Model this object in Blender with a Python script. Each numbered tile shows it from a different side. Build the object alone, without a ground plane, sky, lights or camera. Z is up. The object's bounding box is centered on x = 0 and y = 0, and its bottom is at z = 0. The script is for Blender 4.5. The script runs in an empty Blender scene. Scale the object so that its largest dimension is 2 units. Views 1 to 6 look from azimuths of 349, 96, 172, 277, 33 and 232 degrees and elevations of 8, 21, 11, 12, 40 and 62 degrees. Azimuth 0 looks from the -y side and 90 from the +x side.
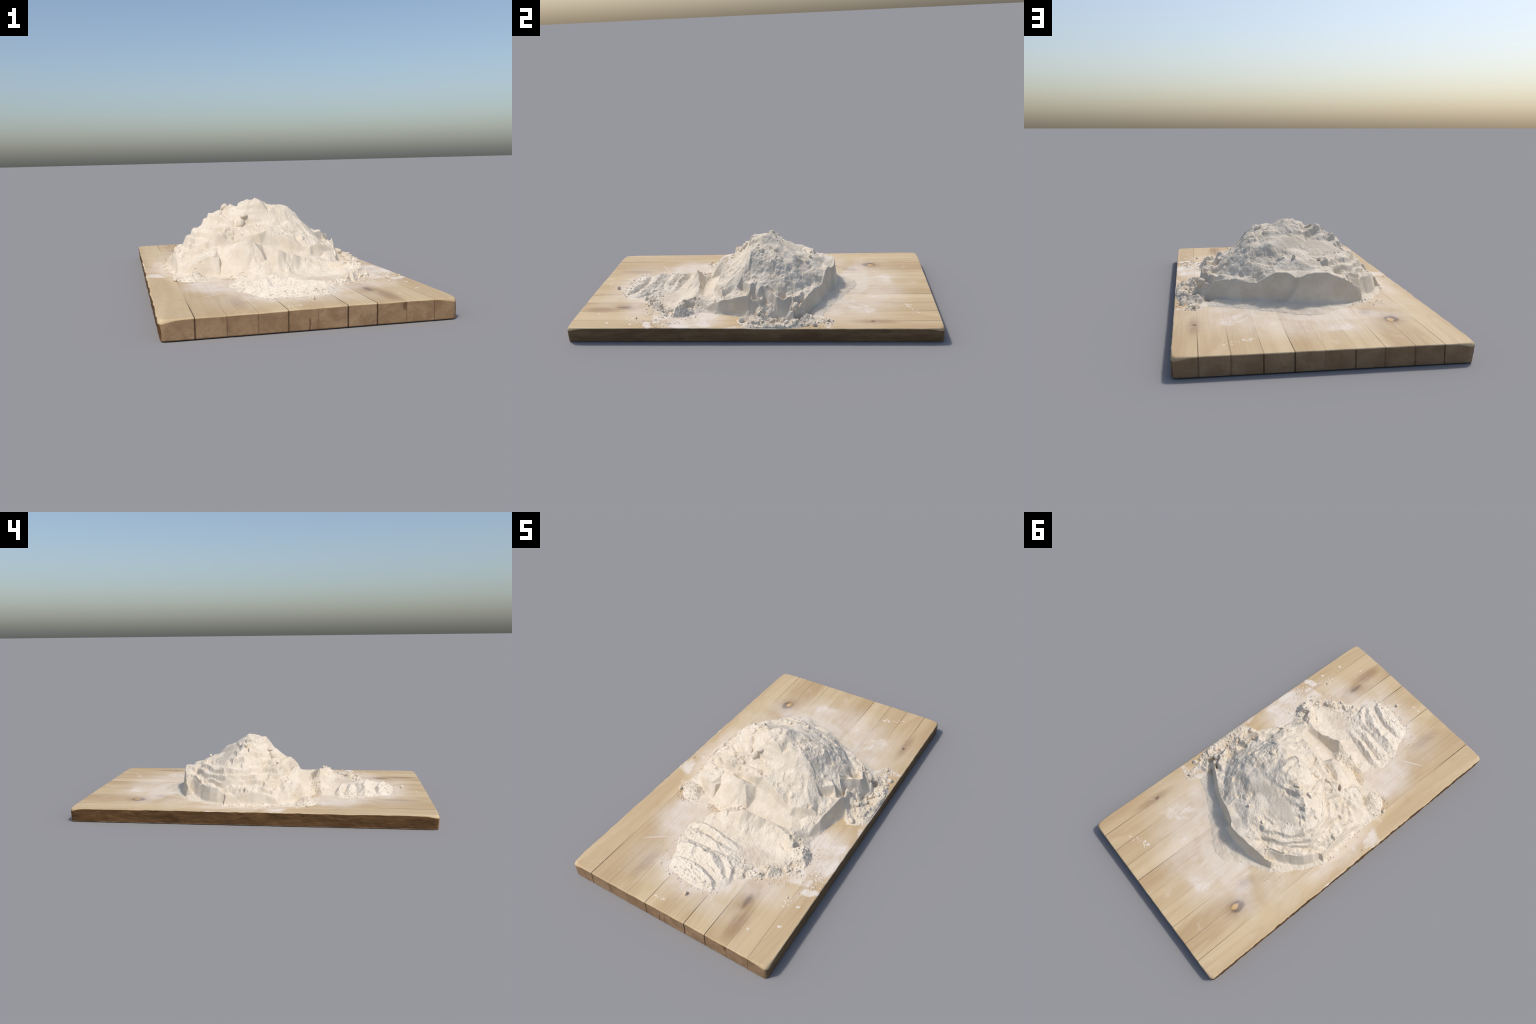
"""A heap of flour, cut into with a knife and pushed about, on an edge-glued wooden board."""
import bpy, math, random
import numpy as np
from mathutils import Vector, Matrix
from mathutils.geometry import delaunay_2d_cdt

SEED = 7
rng = np.random.default_rng(SEED)
random.seed(SEED)
COLL = bpy.context.scene.collection

# ----------------------------------------------------------------------------- noise (numpy)
def _hash(ix, iy, seed):
    h = (ix.astype(np.int64) * 374761393 + iy.astype(np.int64) * 668265263 + seed * 974711) & 0xFFFFFFFF
    h = ((h ^ (h >> 13)) * 1274126177) & 0xFFFFFFFF
    h = ((h ^ (h >> 16)) * 2246822519) & 0xFFFFFFFF
    return (h ^ (h >> 15)) & 0xFFFFFFFF

def rnd(ix, iy, seed):
    return _hash(ix, iy, seed) / 4294967295.0

def perlin(x, y, seed=0):
    ix, iy = np.floor(x), np.floor(y)
    fx, fy = x - ix, y - iy
    ux, uy = fx * fx * fx * (fx * (fx * 6 - 15) + 10), fy * fy * fy * (fy * (fy * 6 - 15) + 10)
    def g(dx, dy):
        a = rnd(ix + dx, iy + dy, seed) * 2 * np.pi
        return np.cos(a) * (fx - dx) + np.sin(a) * (fy - dy)
    a = g(0, 0) * (1 - ux) + g(1, 0) * ux
    b = g(0, 1) * (1 - ux) + g(1, 1) * ux
    return (a * (1 - uy) + b * uy) * 1.5

def fbm(x, y, freq, octaves=3, seed=0, gain=0.5):
    s, a, tot = 0, 1, 0
    for o in range(octaves):
        s = s + a * perlin(x * freq + 17.3 * o, y * freq - 9.1 * o, seed + o)
        tot += a
        a *= gain
        freq *= 2.03
    return s / tot

def worley(x, y, freq, seed=0, jitter=0.95):
    """Distances to the two nearest cell points, and the nearest cell's own random numbers and offset."""
    x, y = x * freq, y * freq
    ix, iy = np.floor(x), np.floor(y)
    d1 = np.full(x.shape, 9.0); d2 = np.full(x.shape, 9.0)
    r1 = np.zeros(x.shape); r2 = np.zeros(x.shape); ox = np.zeros(x.shape); oy = np.zeros(x.shape)
    for dx in (-1, 0, 1):
        for dy in (-1, 0, 1):
            cx, cy = ix + dx, iy + dy
            qx = cx + 0.5 + jitter * (rnd(cx, cy, seed) - 0.5)
            qy = cy + 0.5 + jitter * (rnd(cx, cy, seed + 1) - 0.5)
            d = np.hypot(x - qx, y - qy)
            near = d < d1
            d2 = np.where(near, d1, np.minimum(d2, d))
            r1 = np.where(near, rnd(cx, cy, seed + 2), r1)
            r2 = np.where(near, rnd(cx, cy, seed + 3), r2)
            ox = np.where(near, x - qx, ox); oy = np.where(near, y - qy, oy)
            d1 = np.where(near, d, d1)
    return d1, d2, r1, r2, ox, oy

def smooth(a, b, x):
    t = np.clip((x - a) / (b - a), 0, 1)
    return t * t * (3 - 2 * t)

def gauss(a, sigma):
    n = max(1, int(3 * sigma))
    k = np.exp(-0.5 * (np.arange(-n, n + 1) / max(sigma, 1e-6)) ** 2); k /= k.sum()
    p = np.pad(a, n, mode='edge')
    p = sum(k[i] * p[i:i + a.shape[0], :] for i in range(2 * n + 1))
    return sum(k[i] * p[:, i:i + a.shape[1]] for i in range(2 * n + 1))

def spot(x, y, cx, cy, rx, ry, deg=0.0, soft=0.35):
    """1 inside a turned ellipse, falling to 0 outside it."""
    c, s = math.cos(math.radians(deg)), math.sin(math.radians(deg))
    u, v = (x - cx) * c + (y - cy) * s, -(x - cx) * s + (y - cy) * c
    return 1 - smooth(1 - soft, 1 + soft, np.hypot(u / rx, v / ry))

# ----------------------------------------------------------------------------- sizes of the board
TOP = 0.075                                   # height of the board's upper face
Y_FRONT, Y_BACK = -0.997, 0.991
SEAMS_FRONT = [-0.537, -0.414, -0.304, -0.195, -0.087, 0.022, 0.131, 0.242, 0.355, 0.462, 0.558]
SEAMS_BACK = [-0.558, -0.440, -0.329, -0.217, -0.110, -0.001, 0.109, 0.218, 0.331, 0.445, 0.538]
def east_edge(y):
    t = (y - Y_FRONT) / (Y_BACK - Y_FRONT)
    return SEAMS_FRONT[-1] * (1 - t) + SEAMS_BACK[-1] * t
def board_top(x, y):
    """The worn board is a little thicker towards its front right part."""
    return TOP + .0010 + .0044 * smooth(-.35, .10, x) * smooth(.25, -.40, y)
def west_edge(y):
    t = (y - Y_FRONT) / (Y_BACK - Y_FRONT)
    return SEAMS_FRONT[0] * (1 - t) + SEAMS_BACK[0] * t

# ----------------------------------------------------------------------------- the flour: crease lines
# Every line follows one crease, rim, crest or foot of the heap: (x, y, z) in metres.
FILM = 0.0835
FEATURES = {
    # knife-cut wall on the back (+y) side
    'north_wall_rim': [(.391, .269, .160), (.366, .283, .174), (.305, .319, .180), (.229, .358, .175), (.189, .372, .175), (.152, .381, .192), (.100, .392, .224), (.049, .409, .225), (.014, .422, .210), (-.002, .437, .213), (-.030, .442, .224), (-.069, .443, .229), (-.125, .433, .225), (-.186, .418, .195), (-.239, .401, .168), (-.280, .382, .148)],
    'north_wall_foot': [(.399, .285, .090), (.314, .334, .097), (.238, .372, .101), (.164, .396, .104), (.110, .410, .106), (.066, .424, .105), (.052, .450, .103), (.012, .455, .100), (-.039, .460, .097), (-.124, .449, .092), (-.205, .428, .087), (-.288, .394, FILM)],
    'north_ledge': [(.380, .245, .168), (.300, .285, .192), (.225, .322, .190), (.150, .345, .206), (.090, .355, .228), (.005, .374, .224), (-.085, .388, .234), (-.150, .372, .228)],
    # north-west wall and its terrace
    'northwest_rim': [(-.222, .363, .201), (-.276, .320, .195), (-.315, .290, .173), (-.350, .252, .162), (-.366, .229, .165),
                      (-.385, .184, .163), (-.396, .148, .138)],
    'northwest_foot': [(-.250, .385, .120), (-.290, .345, .100), (-.345, .290, FILM), (-.385, .238, FILM), (-.404, .190, FILM), (-.412, .148, FILM)],
    'northwest_terrace': [(-.130, .345, .240), (-.180, .325, .240), (-.236, .288, .232), (-.300, .222, .210), (-.335, .165, .204), (-.346, .120, .192), (-.330, .080, .194)],
    'west_flank': [(-.275, .200, .248), (-.300, .158, .252), (-.314, .115, .250), (-.290, .065, .264), (-.276, .028, .272)],
    'northwest_terrace_foot': [(-.170, .352, .206), (-.250, .305, .198), (-.318, .232, .176), (-.352, .170, .172), (-.365, .120, .168)],
    # west wall
    'west_rim': [(-.420, .138, .126), (-.411, .090, .130), (-.407, .052, .149), (-.401, -.003, .152), (-.399, -.050, .146),
                 (-.398, -.074, .134), (-.397, -.130, .117), (-.394, -.148, .102)],
    'west_foot': [(-.431, .136, FILM), (-.421, .050, FILM), (-.414, -.020, FILM), (-.408, -.090, FILM), (-.402, -.152, FILM)],
    'west_inner': [(-.285, -.110, .198), (-.290, -.140, .175)],
    'west_shelf': [(-.372, .110, .152), (-.362, .040, .168), (-.356, -.020, .168), (-.340, -.072, .180), (-.335, -.085, .182), (-.344, -.142, .150)],
    'west_step_foot': [(-.338, .062, .190), (-.325, .022, .188), (-.320, -.022, .187), (-.314, -.068, .188)],
    'west_step': [(-.320, .050, .208), (-.309, .022, .211), (-.305, -.020, .210), (-.300, -.062, .208), (-.270, -.100, .206)],
    'west_upper_step': [(-.259, .133, .279), (-.268, .080, .272), (-.270, .028, .268), (-.215, -.030, .272)],
    'west_upper_foot': [(-.335, .150, .216), (-.332, .095, .214), (-.305, .045, .226), (-.275, .004, .238), (-.214, -.042, .236)],
    # summit
    'summit_ridge': [(-.214, .092, .347), (-.165, .078, .364), (-.129, .075, .380), (-.100, .066, .370), (-.080, .060, .379), (-.050, .050, .404), (-.012, .062, .415), (.010, .070, .413), (.026, .030, .407), (.050, -.010, .391), (.068, -.022, .378), (.099, -.030, .384), (.140, -.026, .375), (.171, -.024, .365), (.200, -.024, .340)],
    'summit_hollow': [(-.075, .085, .368), (-.040, .098, .380), (.005, .105, .385)],
    'summit_front': [(-.160, .020, .350), (-.090, .000, .374), (-.037, -.030, .402), (.020, -.040, .400)],
    'north_bowl': [(-.205, .125, .305), (-.150, .130, .318), (-.080, .140, .322), (-.010, .160, .334), (.060, .170, .343)],
    'north_bowl_floor': [(-.230, .190, .263), (-.190, .215, .266), (-.120, .225, .274), (-.050, .215, .284), (.020, .215, .296)],
    'northwest_shoulder': [(-.262, .165, .272), (-.248, .215, .263), (-.215, .255, .262)],
    'north_nose': [(-.175, .285, .258), (-.105, .300, .250), (.006, .302, .272), (.060, .290, .268)],
    # shelf of the east side
    'east_shelf_lip': [(.070, .229, .303), (.096, .219, .317), (.121, .214, .326), (.155, .209, .313), (.189, .208, .303), (.207, .160, .318), (.217, .105, .335), (.205, .040, .328), (.203, -.020, .322)],
    'east_shelf_foot': [(.075, .262, .271), (.150, .256, .272), (.215, .236, .272), (.242, .160, .284), (.248, .100, .284), (.240, .030, .280), (.240, -.030, .282)],
    'east_shelf_top': [(.095, .172, .340), (.145, .176, .328)],
    'east_shelf_back': [(.060, .120, .368), (.130, .110, .353), (.150, .045, .360)],
    'east_lobe': [(.198, .277, .246), (.262, .240, .234), (.318, .190, .218), (.331, .140, .218), (.318, .080, .238), (.281, .003, .243)],
    'east_lobe_foot': [(.285, .262, .186), (.345, .215, .180), (.362, .150, .185)],
    # front (south) face: overhanging ledge, long cut, scooped valley
    'south_brow': [(.010, -.052, .362), (.060, -.053, .355), (.130, -.058, .344), (.196, -.040, .328)],
    'south_face': [(-.150, -.070, .305), (-.085, -.090, .296), (.000, -.090, .302), (.080, -.090, .306), (.170, -.080, .300)],
    'south_face_low': [(-.130, -.130, .258), (-.050, -.140, .268), (.050, -.140, .276), (.150, -.150, .252), (.240, -.110, .252), (.255, -.070, .262)],
    'south_ledge': [(-.251, -.110, .222), (-.233, -.138, .243), (-.212, -.165, .268), (-.191, -.166, .256), (-.165, -.163, .245), (-.135, -.163, .241), (-.089, -.176, .251), (-.042, -.186, .256), (-.021, -.194, .262), (.026, -.173, .270), (.068, -.185, .251), (.117, -.205, .236), (.164, -.215, .205), (.200, -.226, .180)],
    'south_ledge_foot': [(-.262, -.130, .196), (-.231, -.162, .212), (-.165, -.176, .214), (-.090, -.186, .208), (-.007, -.199, .203), (.016, -.196, .205), (.077, -.200, .194), (.128, -.220, .176), (.176, -.224, .170), (.214, -.246, .148), (.258, -.285, .132), (.300, -.330, .124)],
    'southeast_corner': [(.262, -.268, .132), (.300, -.262, .130), (.333, -.265, .112)],
    'southeast_cut': [(.225, -.222, .192), (.263, -.206, .200), (.303, -.180, .198), (.329, -.172, .181)],
    'southeast_cut_foot': [(.236, -.230, .150), (.270, -.222, .150), (.302, -.202, .160), (.332, -.181, .158)],
    # two slices standing in front of the ledge
    'slice_rim': [(-.203, -.226, .183), (-.180, -.234, .205), (-.141, -.240, .222), (-.105, -.242, .230), (-.076, -.250, .222), (-.060, -.272, .176), (-.058, -.290, .150)],
    'slice_crest': [(-.170, -.205, .216), (-.130, -.212, .232), (-.082, -.215, .238), (-.050, -.240, .222), (-.025, -.270, .180)],
    'slice_foot': [(-.217, -.302, FILM), (-.160, -.322, .086), (-.110, -.325, .098), (-.075, -.318, .118), (-.025, -.302, .130)],
    'slice_cheek': [(-.211, -.228, .160), (-.222, -.296, FILM)],
    'west_slice_rim': [(-.374, -.200, .103), (-.355, -.212, .127), (-.320, -.233, .150), (-.289, -.256, .169), (-.252, -.264, .175), (-.219, -.266, .163)],
    'west_slice_top': [(-.340, -.175, .150), (-.285, -.205, .180), (-.222, -.212, .190)],
    'west_slice_foot': [(-.390, -.203, FILM), (-.335, -.243, FILM), (-.285, -.272, FILM), (-.230, -.296, FILM)],
    # scooped valley and the ridge pushed up in front of it
    'valley_wall': [(.005, -.232, .156), (.060, -.238, .152), (.130, -.252, .144), (.200, -.272, .132)],
    'valley_floor': [(-.045, -.298, .128), (-.005, -.298, .124), (.060, -.298, .114), (.140, -.300, .115), (.220, -.305, .117)],
    'ridge_west_slope': [(-.130, -.348, .090), (-.098, -.334, .112), (-.065, -.328, .130), (-.040, -.342, .140), (-.005, -.345, .150), (.014, -.354, .172)],
    'ridge_crest': [(-.165, -.392, .086), (-.140, -.385, .106), (-.110, -.382, .124), (-.060, -.379, .147), (-.018, -.374, .168), (.008, -.370, .188), (.030, -.372, .207), (.050, -.366, .200), (.070, -.356, .184), (.107, -.352, .180), (.144, -.340, .165), (.188, -.340, .153), (.244, -.343, .143), (.278, -.351, .147), (.312, -.369, .125)],
    'ridge_back_foot': [(.030, -.328, .118), (.060, -.322, .116), (.150, -.318, .118)],
    'ridge_bulge': [(-.050, -.410, .120), (.020, -.408, .140), (.060, -.398, .136), (.130, -.374, .128), (.190, -.367, .122)],
    'ridge_apron': [(-.120, -.458, .080), (-.040, -.458, .0815), (.040, -.460, .083), (.130, -.448, .084), (.190, -.428, .087), (.270, -.414, .092)],
    'ridge_foot': [(-.150, -.436, .084), (-.060, -.438, .087), (.059, -.436, .090), (.120, -.413, .092), (.172, -.396, .095), (.240, -.389, .101), (.306, -.388, .117)],
    # block cut out of the east side
    'east_block_rim': [(.345, -.225, .130), (.358, -.186, .149), (.380, -.112, .172), (.389, -.060, .190), (.394, -.024, .203)],
    'east_block_foot': [(.345, -.272, .084), (.367, -.207, .092), (.388, -.112, .093), (.403, -.064, .098), (.412, -.020, .120)],
    'east_crack': [(.300, -.098, .212), (.316, -.130, .186), (.330, -.165, .160)],
    'east_block_back': [(.336, -.205, .146), (.344, -.160, .170), (.334, -.120, .190), (.322, -.090, .206)],
    # hollows broken out of the east side
    'hollow_rim_north': [(.300, .020, .240), (.342, .038, .238), (.336, .056, .235), (.352, .085, .226), (.385, .112, .212), (.415, .131, .202)],
    'hollow_rim': [(.286, -.058, .237), (.315, -.032, .240), (.341, -.014, .236)],
    'hollow_floor': [(.297, -.068, .190), (.320, -.048, .182), (.337, -.033, .183), (.358, -.026, .194)],
    'hollow_floor_north': [(.340, .048, .204), (.352, .060, .190), (.374, .078, .164), (.416, .122, .149)],
    'hollow_shoulder': [(.352, .005, .203), (.375, .020, .190), (.392, -.004, .178), (.405, .045, .150)],
    'east_ledge': [(.410, .165, .190), (.392, .207, .176), (.416, .232, .160), (.402, .262, .148)],
    'east_ledge_foot': [(.436, .140, .116), (.440, .200, .112), (.428, .280, .112), (.404, .302, .090)],
    'rubble_crest': [(.425, .010, .108), (.456, .036, .140), (.458, .080, .104), (.475, .150, .096), (.466, .230, .102), (.450, .300, .094)],
    'rubble_rim': [(.435, -.040, .092), (.490, -.010, .096), (.520, .050, .092), (.520, .150, .092), (.505, .240, .094), (.460, .370, .090)],
    # furrows dragged by fingers
    'furrow_a': [(-.125, -.722, .090), (-.090, -.716, .104), (-.037, -.716, .112), (.030, -.728, .113), (.080, -.746, .111), (.112, -.758, .100)],
    'furrow_a_front': [(-.118, -.760, .084), (-.030, -.775, .088), (.060, -.780, .088), (.125, -.778, .082)],
    'groove_a': [(-.130, -.703, .080), (-.080, -.700, .081), (.000, -.698, .081), (.070, -.719, .080), (.130, -.748, .078)],
    'furrow_b': [(-.148, -.640, .100), (-.120, -.632, .119), (-.080, -.630, .127), (-.021, -.634, .130), (.023, -.648, .124), (.080, -.675, .113), (.144, -.712, .092)],
    'furrow_b_back': [(-.080, -.604, .102), (-.020, -.602, .102), (.084, -.600, .100), (.150, -.640, .090)],
    'groove_b': [(-.165, -.590, .079), (-.090, -.584, .081), (.000, -.588, .085), (.060, -.584, .083)],
    'furrow_e': [(.075, -.600, .098), (.115, -.625, .104), (.150, -.662, .100), (.168, -.695, .090)],
    'groove_e': [(.060, -.622, .096), (.105, -.650, .087), (.145, -.690, .081)],
    'furrow_c': [(-.172, -.545, .090), (-.125, -.545, .105), (-.083, -.549, .113), (-.030, -.556, .118), (.002, -.562, .118), (.040, -.560, .100), (.071, -.558, .088)],
    'groove_c': [(-.185, -.510, .078), (-.090, -.518, .082), (.000, -.530, .083), (.060, -.534, .081)],
    'furrow_d': [(-.190, -.480, .086), (-.145, -.482, .108), (-.102, -.490, .122), (-.050, -.496, .117), (.020, -.506, .102), (.096, -.517, .084)],
    'furrow_d_back': [(-.175, -.458, .079), (-.080, -.464, .080), (.060, -.485, .079)],
    'smear_floor': [(.080, -.500, .0800), (.135, -.485, .0800), (.200, -.455, .0805), (.265, -.440, .082), (.280, -.500, .0805), (.225, -.560, .0800), (.150, -.565, .0800)],
    # small heaps left at the ends of the strokes
    'southeast_heap': [(.330, -.350, .116), (.365, -.365, .128), (.390, -.395, .140), (.392, -.425, .138), (.360, -.450, .116), (.330, -.480, .098)],
    'southwest_heap': [(-.365, -.298, .096), (-.345, -.306, .122), (-.328, -.316, .104)],
    'southwest_skirt': [(-.400, -.290, .084), (-.365, -.345, .083), (-.290, -.338, .083), (-.260, -.310, .083)],
    'smear_edge_lumps': [(.185, -.660, .096), (.235, -.622, .099), (.285, -.575, .100), (.330, -.530, .097)],
    'north_crack': [(-.004, .425, .206), (.020, .440, .150), (.046, .452, .104)],
    'north_crack_behind': [(.018, .416, .204), (.040, .421, .150), (.062, .424, .106)],
    'north_film': [(.320, .365, .086), (.200, .418, .089), (.090, .472, .087), (-.020, .520, .086), (-.095, .505, .084), (-.170, .460, .081), (-.280, .404, .081)],
}
# where flour stops and bare board begins
OUTLINE = [(.395, .370), (.312, .396), (.203, .450), (.098, .507), (-.017, .570), (-.091, .563), (-.121, .527), (-.178, .479), (-.296, .412), (-.359, .330),
           (-.405, .250), (-.430, .192), (-.444, .150), (-.435, .000), (-.420, -.165), (-.425, -.250), (-.412, -.300), (-.362, -.366), (-.290, -.362), (-.235, -.328),
           (-.205, -.318), (-.150, -.342), (-.120, -.350), (-.150, -.372), (-.178, -.410), (-.202, -.460), (-.217, -.510), (-.205, -.560), (-.192, -.620),
           (-.168, -.670), (-.142, -.735), (-.125, -.778), (-.030, -.802), (.060, -.803), (.135, -.790), (.168, -.730), (.185, -.680), (.225, -.645), (.300, -.592),
           (.345, -.552), (.400, -.500), (.425, -.440), (.424, -.380), (.385, -.325), (.358, -.290), (.376, -.210), (.394, -.120), (.425, -.045), (.450, -.090),
           (.490, -.062), (.530, -.040), (.553, .050), (.546, .120), (.542, .200), (.524, .262), (.505, .300), (.472, .400), (.446, .432), (.415, .402)]

# ----------------------------------------------------------------------------- the flour: height field
X0, X1, Y0, Y1, STEP = -0.475, 0.575, -0.835, 0.605, 0.0018
gx = np.arange(X0, X1, STEP); gy = np.arange(Y0, Y1, STEP)
GX, GY = np.meshgrid(gx, gy, indexing='ij')

def build_base():
    """Linear facets between the crease lines."""
    pts, zs, edges = [], [], []
    def line(seq, closed=False):
        a = len(pts)
        for p in seq:
            pts.append((p[0], p[1])); zs.append(p[2])
        for i in range(len(seq) - 1):
            edges.append((a + i, a + i + 1))
        if closed:
            edges.append((a + len(seq) - 1, a))
    for seq in FEATURES.values():
        line(seq)
    line([(x, y, .0768) for x, y in OUTLINE], True)
    n = len(OUTLINE)
    area = sum(OUTLINE[i - 1][0] * OUTLINE[i][1] - OUTLINE[i][0] * OUTLINE[i - 1][1] for i in range(n))
    s = 1 if area < 0 else -1
    outer = []
    for i in range(n):
        a, b = Vector(OUTLINE[i - 1]), Vector(OUTLINE[(i + 1) % n])
        t = (b - a).normalized()
        outer.append((OUTLINE[i][0] - s * t.y * 0.014, OUTLINE[i][1] + s * t.x * 0.014, .068))
    for p in outer:
        pts.append(p[:2]); zs.append(p[2])
    for p in ((X0 - .1, Y0 - .1), (X1 + .1, Y0 - .1), (X1 + .1, Y1 + .1), (X0 - .1, Y1 + .1)):
        pts.append(p); zs.append(.062)
    vs, es, fs, ov, oe, of = delaunay_2d_cdt([Vector(p) for p in pts], edges, [], 0, 1e-5)
    src = np.array(pts); zin = np.array(zs)
    zv = []
    for v, o in zip(vs, ov):
        if o:
            zv.append(max(zin[i] for i in o))
        else:
            d = np.hypot(src[:, 0] - v.x, src[:, 1] - v.y); k = np.argsort(d)[:3]; w = 1 / (d[k] + 1e-6)
            zv.append(float((zin[k] * w).sum() / w.sum()))
    H = np.full(GX.shape, .062)
    for f in fs:
        (ax, ay), (bx, by), (cx, cy) = [(vs[i].x, vs[i].y) for i in f]
        den = (by - cy) * (ax - cx) + (cx - bx) * (ay - cy)
        if abs(den) < 1e-12:
            continue
        i0 = max(0, int((min(ax, bx, cx) - X0) / STEP)); i1 = min(len(gx), int((max(ax, bx, cx) - X0) / STEP) + 2)
        j0 = max(0, int((min(ay, by, cy) - Y0) / STEP)); j1 = min(len(gy), int((max(ay, by, cy) - Y0) / STEP) + 2)
        if i0 >= i1 or j0 >= j1:
            continue
        px, py = GX[i0:i1, j0:j1], GY[i0:i1, j0:j1]
        w0 = ((by - cy) * (px - cx) + (cx - bx) * (py - cy)) / den
        w1 = ((cy - ay) * (px - cx) + (ax - cx) * (py - cy)) / den
        w2 = 1 - w0 - w1
        inside = (w0 >= -1e-6) & (w1 >= -1e-6) & (w2 >= -1e-6)
        z = w0 * zv[f[0]] + w1 * zv[f[1]] + w2 * zv[f[2]]
        H[i0:i1, j0:j1] = np.where(inside, z, H[i0:i1, j0:j1])
    return H

def sample(H, x, y):
    u = np.clip((x - X0) / STEP, 0, H.shape[0] - 1.001); v = np.clip((y - Y0) / STEP, 0, H.shape[1] - 1.001)
    i, j = u.astype(int), v.astype(int); a, b = u - i, v - j
    return (H[i, j] * (1 - a) * (1 - b) + H[i + 1, j] * a * (1 - b) + H[i, j + 1] * (1 - a) * b + H[i + 1, j + 1] * a * b)

def slope(H):
    a, b = np.gradient(H, STEP)
    return np.hypot(a, b)

def build_height():
    H0 = build_base()
    # knife-cut and scooped faces stay smooth
    sl = gauss(slope(gauss(H0, 1.5)), 2.0)
    cut = smooth(1.3, 2.4, sl)
    scoop = np.zeros(GX.shape)
    for s in ((.10, -.255, .19, .060, -12), (-.06, .19, .17, .055, 8), (-.13, -.28, .08, .05, 0), (.20, -.50, .11, .08, -20), (.04, .41, .36, .03, 0)):
        scoop = np.maximum(scoop, spot(GX, GY, *s))
    cut = np.maximum(cut, 0.75 * scoop)
    # ragged crease lines; cut walls only wander gently
    calm = 1 - .82 * np.clip(gauss(np.maximum(smooth(1.0, 1.8, sl), 0.6 * scoop), 4) * 1.5, 0, 1)
    dragged = spot(GX, GY, -.02, -.62, .19, .17, 0, .2)
    wx = (1 - .7 * dragged) * 0.007 * fbm(GX, GY, 9, 2, 11) + calm * (0.008 * fbm(GX, GY, 26, 3, 31) + 0.003 * fbm(GX, GY, 75, 2, 33))
    wy = (1 - .7 * dragged) * 0.007 * fbm(GX, GY, 9, 2, 21) + calm * (0.008 * fbm(GX, GY, 26, 3, 41) + 0.003 * fbm(GX, GY, 75, 2, 43))
    H = sample(H0, GX + wx, GY + wy)
    H = H + (board_top(GX, GY) - TOP) * (1 - smooth(.09, .15, H))
    px = 0.0022 / STEP
    soft = gauss(H, 1.4 * px); crisp = gauss(H, 0.65 * px)
    edge = np.clip(gauss(smooth(0.9, 1.8, slope(crisp)), 3 * px) * 1.5, 0, 1)
    H = soft * (1 - edge) + crisp * edge
    thick = smooth(.083, .120, H)                       # nothing happens on the thin film
    steep = smooth(.9, 1.7, gauss(slope(H), 2 * px))
    rough = thick * (1 - 0.92 * cut) * (1 - .55 * steep)
    patch = smooth(-.25, .35, fbm(GX, GY, 7, 2, 55))    # some places broken, some dusted smooth
    # terraces on the west flank: stacked ledges with steep fronts
    west = smooth(.00, -.10, GX + 0.25 * (GY - .1)) * smooth(.120, .15, H) * smooth(-.20, -.15, GY) * (1 - spot(GX, GY, -.10, .20, .13, .07, 0))
    west = west * (1 - gauss(cut, 2))
    step = 0.033
    k = H / step + 1.0 * fbm(GX, GY, 6, 2, 51) + 0.50 * fbm(GX, GY, 14, 3, 52)
    f = k - np.floor(k)
    H = H + west * (.55 + .45 * smooth(-.3, .2, fbm(GX, GY, 9, 2, 53))) * step * (smooth(.42, .80, f) - f)
    # lumps and hollows
    H = H + rough * (0.0075 * fbm(GX, GY, 11, 3, 61) + 0.0055 * patch * fbm(GX, GY, 42, 3, 71))
    # broken facets of the shaded east and upper faces: cells with tilted tops
    east = smooth(.02, .14, GX) * smooth(-.10, .0, GY) * smooth(.13, .16, H) + spot(GX, GY, .05, .05, .14, .10, 0, .4)
    e1, e2, m1, m2, ex, ey = worley(GX + 0.020 * fbm(GX, GY, 20, 3, 65), GY + 0.020 * fbm(GX, GY, 20, 3, 66), 15, 67)
    facet = (m1 - .5) + 1.0 * (ex * np.cos(m2 * 6.283) + ey * np.sin(m2 * 6.283))
    g1, g2, o1, o2, hx, hy = worley(GX + 0.012 * fbm(GX, GY, 40, 2, 68), GY + 0.012 * fbm(GX, GY, 40, 2, 69), 34, 70)
    facet2 = (o1 - .5) + 1.0 * (hx * np.cos(o2 * 6.283) + hy * np.sin(o2 * 6.283))
    everywhere = np.clip(east, .35, 1)
    H = H + rough * everywhere * (gauss(0.0095 * facet, 2.0 * px) + (.3 + .7 * patch) * gauss(0.0055 * facet2, 1.2 * px))
    d1, d2, r1, r2, ox, oy = worley(GX + 0.008 * fbm(GX, GY, 30, 2, 81), GY + 0.008 * fbm(GX, GY, 30, 2, 91), 27, 101)
    bump = np.sqrt(np.clip(1 - (d1 / 0.5) ** 2, 0, 1)) * smooth(.74, .95, r1)
    pit = smooth(.5, .1, d1) * smooth(.80, .92, r2)
    H = H + rough * (0.3 + .7 * patch) * (1 + .5 * west) * (0.011 * bump - 0.009 * pit)
    # crumbling blocks on the east side and along the ends of the strokes
    rub = np.zeros(GX.shape)
    for s in ((.465, .13, .085, .25, 0, .4), (.40, .22, .06, .10, 0, .5), (.38, .06, .05, .08, 0, .5), (.375, -.41, .05, .09, 0, .5), (.27, -.575, .14, .035, 38, .5),
              (.31, -.36, .05, .05, 0, .5)):
        rub = np.maximum(rub, spot(GX, GY, *s))
    q1, q2, s1, s2, vx, vy = worley(GX + 0.005 * fbm(GX, GY, 60, 2, 111), GY + 0.005 * fbm(GX, GY, 60, 2, 121), 15, 131)
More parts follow.
